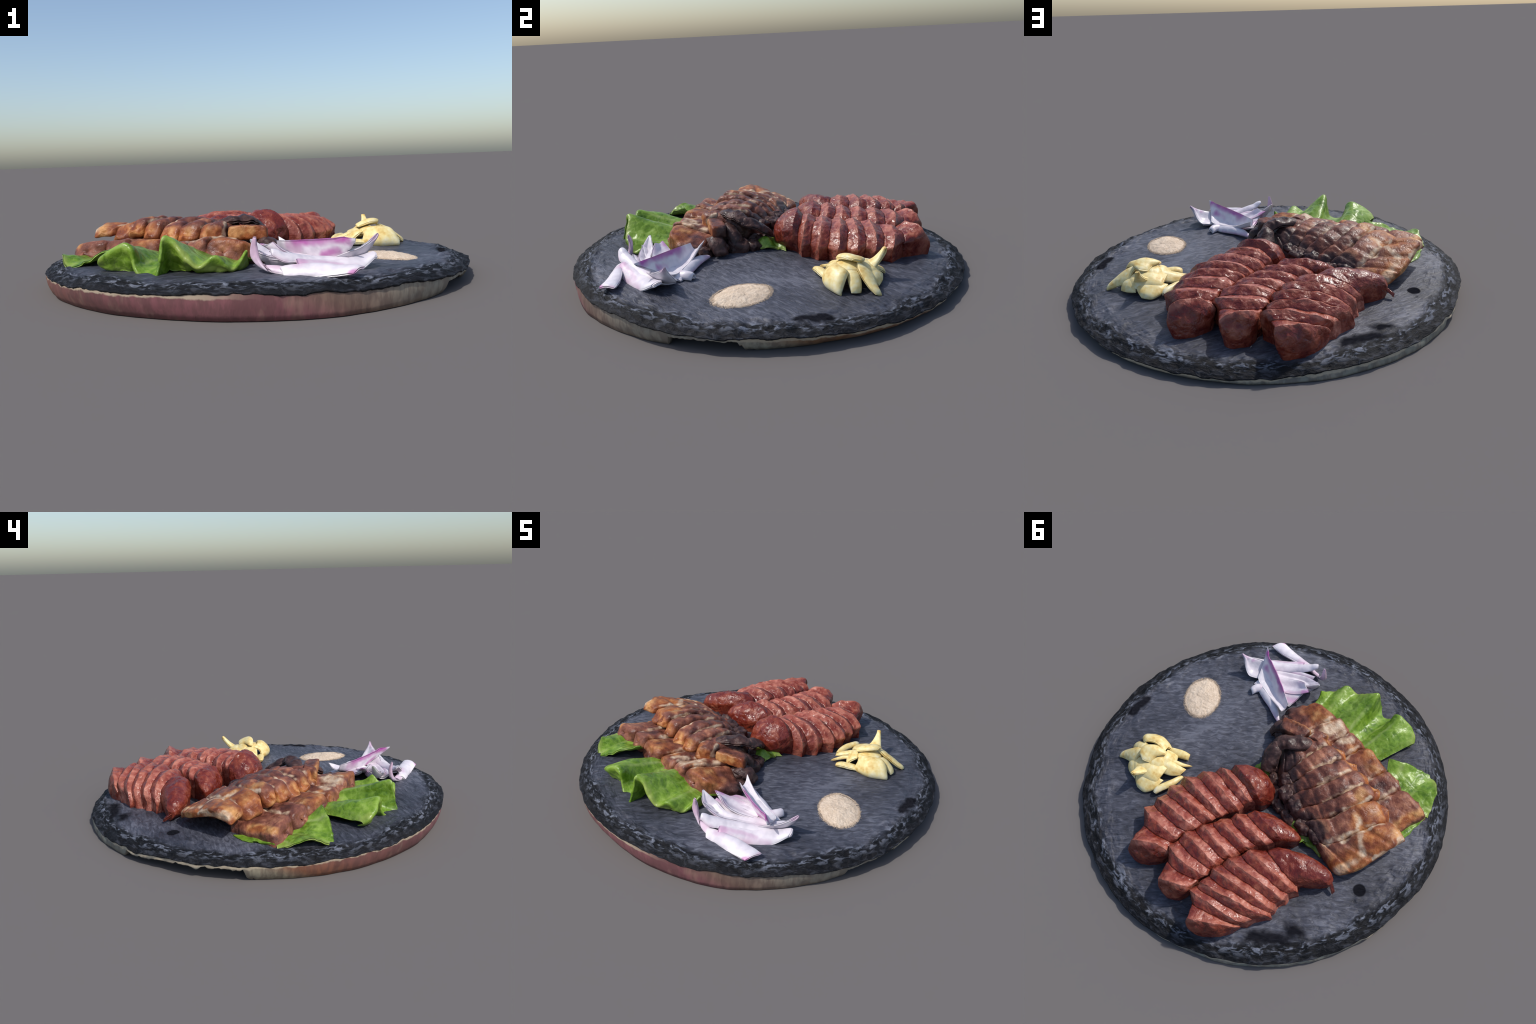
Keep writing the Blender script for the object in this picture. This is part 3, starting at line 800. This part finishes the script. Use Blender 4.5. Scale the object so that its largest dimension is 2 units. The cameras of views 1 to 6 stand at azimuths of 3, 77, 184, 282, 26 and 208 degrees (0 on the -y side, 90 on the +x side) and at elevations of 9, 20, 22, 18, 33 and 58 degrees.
def build_lettuce():
    leaves = []
    # big folded leaf along the lower slab: inner, middle and outer edge points
    cols = [
        ((-0.500, -0.400, 0.148), (-0.555, -0.496, 0.142), (-0.604, -0.576, 0.149)),
        ((-0.460, -0.410, 0.165), (-0.530, -0.520, 0.182), (-0.592, -0.605, 0.168)),
        ((-0.430, -0.425, 0.172), (-0.495, -0.535, 0.202), (-0.555, -0.632, 0.195)),
        ((-0.400, -0.440, 0.165), (-0.450, -0.540, 0.198), (-0.490, -0.645, 0.228)),
        ((-0.375, -0.450, 0.160), (-0.425, -0.555, 0.175), (-0.455, -0.652, 0.213)),
        ((-0.360, -0.455, 0.155), (-0.400, -0.570, 0.145), (-0.440, -0.660, 0.145)),
        ((-0.340, -0.460, 0.155), (-0.375, -0.590, 0.135), (-0.405, -0.695, 0.110)),
        ((-0.315, -0.470, 0.160), (-0.335, -0.600, 0.145), (-0.345, -0.735, 0.112)),
        ((-0.295, -0.480, 0.170), (-0.312, -0.600, 0.190), (-0.324, -0.720, 0.195)),
        ((-0.280, -0.485, 0.182), (-0.300, -0.600, 0.222), (-0.314, -0.706, 0.256)),
        ((-0.235, -0.495, 0.178), (-0.250, -0.600, 0.212), (-0.276, -0.698, 0.236)),
        ((-0.190, -0.510, 0.165), (-0.205, -0.620, 0.180), (-0.225, -0.720, 0.175)),
        ((-0.150, -0.520, 0.155), (-0.155, -0.630, 0.158), (-0.180, -0.725, 0.150)),
        ((-0.110, -0.530, 0.148), (-0.100, -0.620, 0.162), (-0.114, -0.720, 0.181)),
        ((-0.060, -0.535, 0.135), (-0.050, -0.600, 0.140), (-0.055, -0.688, 0.128)),
        ((0.000, -0.525, 0.140), (-0.006, -0.565, 0.160), (-0.004, -0.605, 0.186)),
    ]
    g = np.swapaxes(V(cols), 0, 1)
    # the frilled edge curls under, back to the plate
    g[0] += V([0.02, 0.045, -0.012])
    under = g[2] + unit((g[1] - g[2]) * V([1, 1, 0])) * (0.030 + 0.045 * np.exp(-((np.arange(len(g[2])) - 9.5) / 1.6) ** 2))[:, None]
    under[:, 2] = np.minimum(top_plane(under[:, 0], under[:, 1]) + 0.006, g[2][:, 2] - 0.012)
    g = np.concatenate([g, under[None]])
    leaves.append((g, 60, 260, 0.005, [((-0.60, -0.57, 0.15), (-0.58, -0.61, 0.17)), ((-0.45, -0.69, 0.13), (-0.39, -0.72, 0.11)), ((-0.26, -0.71, 0.23), (-0.19, -0.74, 0.15)), ((-0.19, -0.74, 0.15), (-0.04, -0.69, 0.12))],
                   "bright green folded lettuce leaf with curled edge"))
    # flat leaf at the far end of the slab
    cols = [
        ((-0.560, -0.330, 0.160), (-0.545, -0.360, 0.185), (-0.535, -0.380, 0.205)),
        ((-0.620, -0.290, 0.135), (-0.630, -0.370, 0.150), (-0.615, -0.415, 0.178)),
        ((-0.670, -0.270, 0.122), (-0.690, -0.370, 0.132), (-0.695, -0.440, 0.142)),
        ((-0.720, -0.240, 0.116), (-0.750, -0.360, 0.124), (-0.785, -0.450, 0.118)),
        ((-0.760, -0.230, 0.125), (-0.800, -0.310, 0.142), (-0.838, -0.362, 0.150)),
        ((-0.780, -0.200, 0.118), (-0.825, -0.250, 0.122), (-0.852, -0.285, 0.125)),
        ((-0.790, -0.180, 0.112), (-0.835, -0.200, 0.112), (-0.862, -0.215, 0.112)),
    ]
    g = np.swapaxes(V(cols), 0, 1)
    leaves.append((g, 30, 90, 0.006, [((-0.79, -0.455, 0.12), (-0.85, -0.36, 0.15)), ((-0.86, -0.28, 0.12), (-0.86, -0.21, 0.11))], "flat glossy green lettuce leaf"))
    # leaf edge that shows beyond the far end
    g = V([[(-0.700, -0.090, 0.112), (-0.74, -0.04, 0.110), (-0.745, 0.02, 0.106)],
           [(-0.800, -0.150, 0.115), (-0.800, -0.08, 0.112), (-0.775, -0.01, 0.106)],
           [(-0.850, -0.200, 0.118), (-0.825, -0.12, 0.110), (-0.800, -0.04, 0.104)]])
    leaves.append((g, 24, 40, 0.004, [], "small strip of lettuce leaf under the pork"))
    # ruffled piece between pork and sausage on the near side
    g = V([[(-0.03, -0.080, 0.125), (-0.03, -0.03, 0.130), (-0.03, 0.02, 0.125), (-0.02, 0.07, 0.115)],
           [(0.030, -0.075, 0.110), (0.035, -0.025, 0.150), (0.040, 0.020, 0.120), (0.050, 0.07, 0.135)],
           [(0.070, -0.060, 0.100), (0.080, -0.010, 0.115), (0.085, 0.030, 0.104), (0.115, 0.072, 0.102)]])
    leaves.append((g, 30, 50, 0.012, [((0.07, -0.06, 0.10), (0.11, 0.07, 0.10))], "small ruffled green lettuce piece"))
    # piece in the gap between pork and the middle sausages
    g = V([[(-0.255, 0.175, 0.130), (-0.315, 0.175, 0.135), (-0.39, 0.20, 0.130), (-0.465, 0.225, 0.120)],
           [(-0.270, 0.215, 0.112), (-0.325, 0.215, 0.135), (-0.40, 0.225, 0.118), (-0.475, 0.250, 0.105)],
           [(-0.315, 0.262, 0.108), (-0.355, 0.258, 0.112), (-0.42, 0.255, 0.106), (-0.480, 0.285, 0.098)]])
    leaves.append((g, 30, 50, 0.010, [], "small dark green lettuce piece in a gap"))
    for i, (g, nu, nv, ruf, yel, label) in enumerate(leaves):
        v, f = thick_sheet(g, nu, nv, 0.012, taper=0.08, rim=0.5, lumps=0.003, lump_size=0.05, seed=500 + i, ruffle=ruf)
        o = base_of(v)
        ribs = [(g[0][k], g[2][k]) for k in range(1, g.shape[1] - 1, 2)] if i < 2 else []
        place("lettuce_leaf", make_mesh("lettuce_leaf", v - o, f, lettuce_material(o, yel, ribs)), None, o, label, "lettuce")

# ------------------------------------------------------------------ onion
def onion_material(origin, purple, pale=(0.70, 0.645, 0.69)):
    m = Nodes("red_onion_flesh")
    o = V(origin)
    n1, n2 = m.noise(14, 3), m.noise(60, 3)
    col = m.ramp(n1, [(0.3, (0.56, 0.52, 0.57)), (0.5, pale), (0.7, (0.80, 0.76, 0.78))])
    w = m.warp(16, 0.03)
    for p0, p1, r, strong in purple:
        s = m.near_segment(V(p0) - o, V(p1) - o, 0.15 * r, r, w)
        s = m.math("MULTIPLY", s, m.math("ADD", 0.55, m.math("MULTIPLY", n1, 0.7)), clamp=True)
        col = m.mix(m.math("MULTIPLY", s, strong), col, (0.44, 0.065, 0.34) if strong > 0.55 else (0.48, 0.16, 0.36))
    m.bump(n2, 0.004, 0.3)
    return m.finish(col, 0.38, Specular_IOR_Level=0.5, Subsurface_Weight=0.0)

def build_onion():
    P = []
    # trough shaped petal with purple upper edge, lying on top
    P.append(([[(0.112, -0.420, 0.203), (0.118, -0.405, 0.170), (0.122, -0.375, 0.180), (0.118, -0.352, 0.213)],
               [(0.185, -0.490, 0.212), (0.195, -0.465, 0.155), (0.205, -0.440, 0.148), (0.205, -0.418, 0.168)],
               [(0.265, -0.563, 0.222), (0.272, -0.530, 0.145), (0.285, -0.500, 0.132), (0.290, -0.470, 0.148)],
               [(0.330, -0.613, 0.231), (0.342, -0.580, 0.160), (0.352, -0.555, 0.145), (0.372, -0.525, 0.148)],
               [(0.370, -0.643, 0.238), (0.376, -0.625, 0.200), (0.382, -0.610, 0.175), (0.390, -0.590, 0.172)],
               [(0.412, -0.704, 0.238), (0.412, -0.700, 0.232), (0.414, -0.696, 0.228), (0.414, -0.692, 0.226)]],
              0.014, [((0.19, -0.49, 0.208), (0.39, -0.665, 0.235), 0.036, 1.0), ((0.30, -0.575, 0.16), (0.36, -0.605, 0.18), 0.03, 0.8), ((0.16, -0.47, 0.18), (0.2, -0.5, 0.18), 0.035, 0.5)]))
    # petal under it
    P.append(([[(0.118, -0.340, 0.124), (0.122, -0.334, 0.126), (0.128, -0.330, 0.122)],
               [(0.185, -0.425, 0.140), (0.200, -0.405, 0.140), (0.212, -0.390, 0.122)],
               [(0.265, -0.490, 0.140), (0.285, -0.465, 0.136), (0.300, -0.445, 0.116)],
               [(0.350, -0.560, 0.140), (0.365, -0.530, 0.135), (0.385, -0.505, 0.115)]],
              0.024, [((0.13, -0.33, 0.12), (0.21, -0.39, 0.12), 0.03, 0.5), ((0.21, -0.39, 0.12), (0.3, -0.445, 0.116), 0.02, 0.45)]))
    # little stub poking out
    P.append(([[(0.290, -0.505, 0.118), (0.310, -0.520, 0.130), (0.325, -0.540, 0.118)],
               [(0.340, -0.460, 0.118), (0.355, -0.475, 0.137), (0.370, -0.490, 0.118)],
               [(0.358, -0.432, 0.115), (0.371, -0.443, 0.134), (0.384, -0.458, 0.114)]], 0.028, [((0.33, -0.49, 0.13), (0.34, -0.5, 0.13), 0.025, 0.4)]))
    # petal on the right that ends in a spike
    P.append(([[(0.340, -0.655, 0.165), (0.355, -0.600, 0.140), (0.370, -0.545, 0.132)],
               [(0.425, -0.630, 0.190), (0.430, -0.580, 0.150), (0.430, -0.525, 0.142)],
               [(0.462, -0.610, 0.205), (0.472, -0.575, 0.180), (0.468, -0.540, 0.168)],
               [(0.492, -0.592, 0.222), (0.496, -0.580, 0.215), (0.494, -0.565, 0.210)],
               [(0.513, -0.580, 0.242), (0.515, -0.577, 0.240), (0.514, -0.574, 0.238)]],
              0.018, [((0.49, -0.585, 0.222), (0.514, -0.578, 0.24), 0.03, 0.5), ((0.425, -0.60, 0.195), (0.45, -0.59, 0.20), 0.02, 0.6)]))
    # broad front petal
    P.append(([[(0.185, -0.725, 0.172), (0.190, -0.760, 0.168), (0.200, -0.785, 0.140)],
               [(0.258, -0.700, 0.162), (0.263, -0.738, 0.148), (0.272, -0.762, 0.118)],
               [(0.338, -0.660, 0.152), (0.345, -0.705, 0.136), (0.350, -0.732, 0.110)],
               [(0.418, -0.620, 0.155), (0.428, -0.660, 0.142), (0.432, -0.692, 0.118)],
               [(0.480, -0.595, 0.168), (0.490, -0.622, 0.162), (0.488, -0.645, 0.146)],
               [(0.498, -0.600, 0.172), (0.503, -0.620, 0.166), (0.500, -0.636, 0.156)]],
              0.020, [((0.20, -0.765, 0.165), (0.235, -0.76, 0.14), 0.045, 0.42), ((0.22, -0.745, 0.165), (0.36, -0.70, 0.135), 0.02, 0.4), ((0.30, -0.745, 0.12), (0.42, -0.69, 0.12), 0.03, 0.4), ((0.20, -0.76, 0.16), (0.23, -0.775, 0.12), 0.04, 0.5)]))
    # white petal behind it
    P.append(([[(0.090, -0.740, 0.203), (0.093, -0.754, 0.211), (0.098, -0.768, 0.195)],
               [(0.130, -0.715, 0.178), (0.138, -0.740, 0.194), (0.148, -0.768, 0.170)],
               [(0.190, -0.685, 0.160), (0.198, -0.710, 0.178), (0.208, -0.738, 0.160)],
               [(0.280, -0.645, 0.148), (0.287, -0.672, 0.162), (0.295, -0.700, 0.148)],
               [(0.390, -0.605, 0.145), (0.395, -0.630, 0.152), (0.400, -0.655, 0.140)]],
              0.020, [((0.10, -0.77, 0.18), (0.15, -0.775, 0.16), 0.03, 0.3)]))
    # two crescents that open to the left
    P.append(([[(0.012, -0.612, 0.236), (0.013, -0.608, 0.236), (0.016, -0.604, 0.236)],
               [(0.040, -0.652, 0.192), (0.058, -0.628, 0.164), (0.082, -0.602, 0.192)],
               [(0.125, -0.678, 0.168), (0.138, -0.650, 0.146), (0.155, -0.620, 0.162)],
               [(0.220, -0.662, 0.158), (0.228, -0.635, 0.142), (0.240, -0.600, 0.150)],
               [(0.320, -0.635, 0.152), (0.325, -0.610, 0.142), (0.330, -0.580, 0.146)]],
              0.016, [((0.03, -0.64, 0.20), (0.12, -0.68, 0.17), 0.016, 0.25)]))
    P.append(([[(0.100, -0.592, 0.221), (0.072, -0.570, 0.206), (0.047, -0.551, 0.211)],
               [(0.140, -0.610, 0.192), (0.130, -0.568, 0.168), (0.112, -0.522, 0.180)],
               [(0.205, -0.610, 0.165), (0.205, -0.565, 0.144), (0.190, -0.510, 0.160)],
               [(0.290, -0.595, 0.152), (0.292, -0.560, 0.140), (0.280, -0.515, 0.146)]],
              0.018, [((0.047, -0.551, 0.211), (0.075, -0.54, 0.20), 0.03, 0.75), ((0.09, -0.535, 0.19), (0.19, -0.51, 0.16), 0.022, 0.35), ((0.10, -0.592, 0.22), (0.14, -0.612, 0.19), 0.018, 0.3)]))
    # thin upright sliver on the left
    P.append(([[(0.030, -0.711, 0.258), (0.036, -0.713, 0.258), (0.042, -0.714, 0.257)],
               [(0.018, -0.702, 0.215), (0.032, -0.706, 0.214), (0.045, -0.710, 0.213)],
               [(0.022, -0.705, 0.175), (0.040, -0.713, 0.170), (0.056, -0.722, 0.168)],
               [(0.055, -0.718, 0.148), (0.075, -0.735, 0.142), (0.090, -0.750, 0.132)],
               [(0.115, -0.735, 0.146), (0.130, -0.757, 0.138), (0.140, -0.775, 0.122)],
               [(0.190, -0.755, 0.148), (0.195, -0.778, 0.136), (0.200, -0.795, 0.116)]],
              0.018, [((0.036, -0.713, 0.258), (0.03, -0.706, 0.20), 0.05, 0.55), ((0.05, -0.72, 0.16), (0.12, -0.755, 0.14), 0.045, 0.4)]))
    # strip at the front
    P.append(([[(0.120, -0.750, 0.150), (0.135, -0.778, 0.144), (0.145, -0.796, 0.118)],
               [(0.215, -0.755, 0.160), (0.222, -0.786, 0.152), (0.225, -0.812, 0.122)],
               [(0.320, -0.765, 0.152), (0.312, -0.800, 0.150), (0.300, -0.835, 0.128)],
               [(0.395, -0.782, 0.150), (0.375, -0.818, 0.152), (0.352, -0.852, 0.138)],
               [(0.436, -0.797, 0.151), (0.414, -0.832, 0.154), (0.388, -0.864, 0.143)]],
              0.024, [((0.385, -0.866, 0.14), (0.40, -0.862, 0.142), 0.025, 0.7), ((0.39, -0.86, 0.14), (0.435, -0.80, 0.15), 0.014, 0.4), ((0.19, -0.775, 0.16), (0.22, -0.77, 0.155), 0.03, 0.35)]))
    # petals nested underneath, which fill the heap
    P.append(([[(0.085, -0.705, 0.172), (0.100, -0.665, 0.140), (0.110, -0.610, 0.158)], [(0.200, -0.695, 0.160), (0.210, -0.650, 0.136), (0.220, -0.590, 0.148)],
               [(0.320, -0.660, 0.150), (0.330, -0.610, 0.134), (0.340, -0.560, 0.142)], [(0.430, -0.615, 0.148), (0.430, -0.570, 0.132), (0.435, -0.530, 0.134)]], 0.030, [((0.10, -0.69, 0.16), (0.3, -0.65, 0.15), 0.02, 0.4)]))
    P.append(([[(0.080, -0.545, 0.185), (0.100, -0.500, 0.160), (0.118, -0.450, 0.140)], [(0.160, -0.550, 0.158), (0.180, -0.500, 0.142), (0.205, -0.445, 0.130)],
               [(0.260, -0.555, 0.145), (0.285, -0.510, 0.132), (0.310, -0.465, 0.126)], [(0.360, -0.570, 0.140), (0.375, -0.540, 0.130), (0.390, -0.505, 0.122)]], 0.030, [((0.09, -0.50, 0.16), (0.2, -0.45, 0.13), 0.03, 0.6)]))
    P.append(([[(0.160, -0.750, 0.160), (0.170, -0.705, 0.150), (0.180, -0.665, 0.152)], [(0.260, -0.730, 0.142), (0.270, -0.690, 0.142), (0.280, -0.645, 0.145)],
               [(0.360, -0.700, 0.136), (0.370, -0.660, 0.140), (0.380, -0.615, 0.142)], [(0.450, -0.650, 0.140), (0.455, -0.625, 0.145), (0.455, -0.590, 0.146)]], 0.028, [((0.2, -0.72, 0.15), (0.36, -0.68, 0.14), 0.018, 0.35)]))
    P.append(([[(0.040, -0.655, 0.200), (0.055, -0.615, 0.165), (0.070, -0.575, 0.190)], [(0.100, -0.650, 0.160), (0.115, -0.610, 0.140), (0.130, -0.565, 0.158)],
               [(0.190, -0.640, 0.150), (0.205, -0.600, 0.138), (0.215, -0.555, 0.148)]], 0.024, [((0.05, -0.58, 0.19), (0.13, -0.56, 0.155), 0.025, 0.6)]))
    for i, (g, th, pur) in enumerate(P):
        th = th * 1.1
        g = V(g) - V([0, 0, (0.15 * th if i != 9 else 0.009)])
        v, f = thick_sheet(g, 56, 28, th, taper=0.3, rim=0.25, lumps=0.0025, lump_size=0.05, seed=600 + i)
        o = base_of(v)
        place("onion_petal", make_mesh("onion_petal", v - o, f, onion_material(o, pur)), None, o,
              "curved white and purple red onion petal", "onion")

# ------------------------------------------------------------------ garlic
def build_garlic():
    m = Nodes("raw_garlic")
    n1, n2 = m.noise(13, 3), m.noise(50, 3)
    col = m.ramp(m.math("ADD", m.math("MULTIPLY", n1, 0.75), m.math("MULTIPLY", n2, 0.25)),
                 [(0.34, (0.62, 0.40, 0.115)), (0.43, (0.74, 0.565, 0.220)), (0.54, (0.80, 0.68, 0.335)), (0.66, (0.82, 0.76, 0.52))])
    m.bump(n2, 0.004, 0.3)
    mat = m.finish(col, 0.42, Specular_IOR_Level=0.45)
    P = [
        # tall prong at the back
        ([[(0.563, 0.410, 0.226), (0.573, 0.411, 0.227), (0.583, 0.411, 0.226)], [(0.562, 0.392, 0.200), (0.577, 0.393, 0.200), (0.592, 0.394, 0.200)],
          [(0.550, 0.352, 0.168), (0.580, 0.355, 0.168), (0.608, 0.360, 0.165)], [(0.525, 0.300, 0.145), (0.580, 0.305, 0.148), (0.625, 0.320, 0.125)]], 0.030),
        # top slice
        ([[(0.520, 0.190, 0.185), (0.512, 0.212, 0.190), (0.545, 0.245, 0.186), (0.560, 0.292, 0.180)], [(0.580, 0.200, 0.205), (0.580, 0.225, 0.210), (0.590, 0.260, 0.200), (0.598, 0.300, 0.192)],
          [(0.625, 0.225, 0.205), (0.633, 0.240, 0.210), (0.636, 0.256, 0.206), (0.635, 0.275, 0.198)]], 0.032),
        # slice beneath it
        ([[(0.520, 0.222, 0.178), (0.500, 0.245, 0.160), (0.490, 0.285, 0.140)], [(0.545, 0.245, 0.182), (0.530, 0.275, 0.165), (0.522, 0.305, 0.142)], [(0.565, 0.285, 0.176), (0.560, 0.310, 0.160), (0.550, 0.330, 0.140)]], 0.034),
        # big front lobe
        ([[(0.535, 0.190, 0.172), (0.545, 0.150, 0.150), (0.535, 0.135, 0.115), (0.545, 0.145, 0.092)], [(0.600, 0.175, 0.182), (0.615, 0.140, 0.168), (0.615, 0.110, 0.130), (0.620, 0.118, 0.092)],
          [(0.650, 0.185, 0.182), (0.672, 0.155, 0.165), (0.690, 0.130, 0.125), (0.692, 0.128, 0.092)], [(0.662, 0.200, 0.165), (0.695, 0.175, 0.150), (0.722, 0.145, 0.108), (0.725, 0.140, 0.090)]], 0.036),
        # slices on the right
        ([[(0.615, 0.255, 0.195), (0.640, 0.290, 0.165), (0.635, 0.325, 0.130)], [(0.670, 0.240, 0.170), (0.688, 0.275, 0.148), (0.690, 0.312, 0.115)], [(0.735, 0.258, 0.120), (0.740, 0.285, 0.112), (0.738, 0.305, 0.095)], [(0.768, 0.280, 0.092), (0.772, 0.295, 0.089), (0.770, 0.308, 0.085)]], 0.030),
        ([[(0.640, 0.195, 0.170), (0.655, 0.225, 0.165), (0.650, 0.250, 0.150)], [(0.690, 0.185, 0.135), (0.705, 0.210, 0.130), (0.705, 0.240, 0.120)], [(0.728, 0.185, 0.096), (0.736, 0.205, 0.096), (0.730, 0.230, 0.092)]], 0.028),
        # slices lying on the left
        ([[(0.432, 0.105, 0.112), (0.428, 0.120, 0.110), (0.425, 0.138, 0.100)], [(0.480, 0.108, 0.116), (0.478, 0.130, 0.116), (0.475, 0.150, 0.102)], [(0.550, 0.120, 0.108), (0.550, 0.145, 0.110), (0.545, 0.165, 0.100)]], 0.036),
        ([[(0.382, 0.158, 0.100), (0.388, 0.163, 0.102), (0.392, 0.168, 0.100)], [(0.440, 0.178, 0.116), (0.440, 0.190, 0.118), (0.440, 0.202, 0.112)], [(0.520, 0.195, 0.142), (0.520, 0.210, 0.142), (0.515, 0.225, 0.132)]], 0.020),
        ([[(0.394, 0.198, 0.114), (0.396, 0.220, 0.118), (0.405, 0.245, 0.108)], [(0.440, 0.205, 0.126), (0.445, 0.235, 0.132), (0.450, 0.275, 0.112)], [(0.510, 0.215, 0.158), (0.515, 0.250, 0.160), (0.515, 0.290, 0.130)]], 0.022),
        # long slice by the sausage and round slices at the back
        ([[(0.382, 0.240, 0.105), (0.392, 0.242, 0.112), (0.405, 0.248, 0.104)], [(0.392, 0.305, 0.110), (0.412, 0.305, 0.122), (0.432, 0.308, 0.108)], [(0.428, 0.370, 0.110), (0.447, 0.367, 0.122), (0.465, 0.365, 0.108)], [(0.447, 0.405, 0.108), (0.458, 0.404, 0.114), (0.470, 0.400, 0.108)]], 0.026),
        ([[(0.455, 0.320, 0.125), (0.470, 0.370, 0.112), (0.480, 0.392, 0.098)], [(0.530, 0.330, 0.142), (0.530, 0.385, 0.118), (0.515, 0.420, 0.092)], [(0.595, 0.340, 0.140), (0.592, 0.385, 0.122), (0.565, 0.415, 0.095)]], 0.030),
        ([[(0.470, 0.260, 0.150), (0.475, 0.320, 0.140), (0.48, 0.36, 0.115)], [(0.560, 0.250, 0.165), (0.56, 0.320, 0.155), (0.56, 0.37, 0.125)], [(0.64, 0.25, 0.155), (0.645, 0.315, 0.145), (0.64, 0.365, 0.112)]], 0.040),
    ]
    # slices hidden in the middle of the heap
    P.append(([[(0.520, 0.180, 0.150), (0.500, 0.220, 0.135), (0.490, 0.260, 0.115)], [(0.580, 0.170, 0.165), (0.575, 0.230, 0.165), (0.570, 0.290, 0.150)], [(0.640, 0.190, 0.160), (0.650, 0.235, 0.158), (0.640, 0.280, 0.145)]], 0.050))
    P.append(([[(0.580, 0.320, 0.150), (0.600, 0.350, 0.132), (0.600, 0.385, 0.110)], [(0.620, 0.300, 0.150), (0.645, 0.330, 0.130), (0.650, 0.360, 0.100)], [(0.650, 0.270, 0.140), (0.680, 0.300, 0.120), (0.690, 0.330, 0.095)]], 0.034))
    P.append(([[(0.485, 0.150, 0.108), (0.470, 0.205, 0.108), (0.470, 0.275, 0.108)], [(0.500, 0.155, 0.135), (0.490, 0.210, 0.140), (0.490, 0.270, 0.135)], [(0.535, 0.165, 0.160), (0.525, 0.215, 0.172), (0.520, 0.265, 0.162)]], 0.036))
    for i, (g, th) in enumerate(P):
        th *= 0.88
        g = V(g) - V([0, 0, 0.2 * th])
        v, f = thick_sheet(g, 40, 40, th, taper=0.35, rim=0.22, lumps=0.002, lump_size=0.05, seed=700 + i)
        o = base_of(v)
        place("garlic_slice", make_mesh("garlic_slice", v - o, f, mat), None, o, "pale yellow slice of raw garlic", "garlic")

build_plate()
build_powder()
build_sausages()
build_pork()
build_lettuce()
build_onion()
build_garlic()
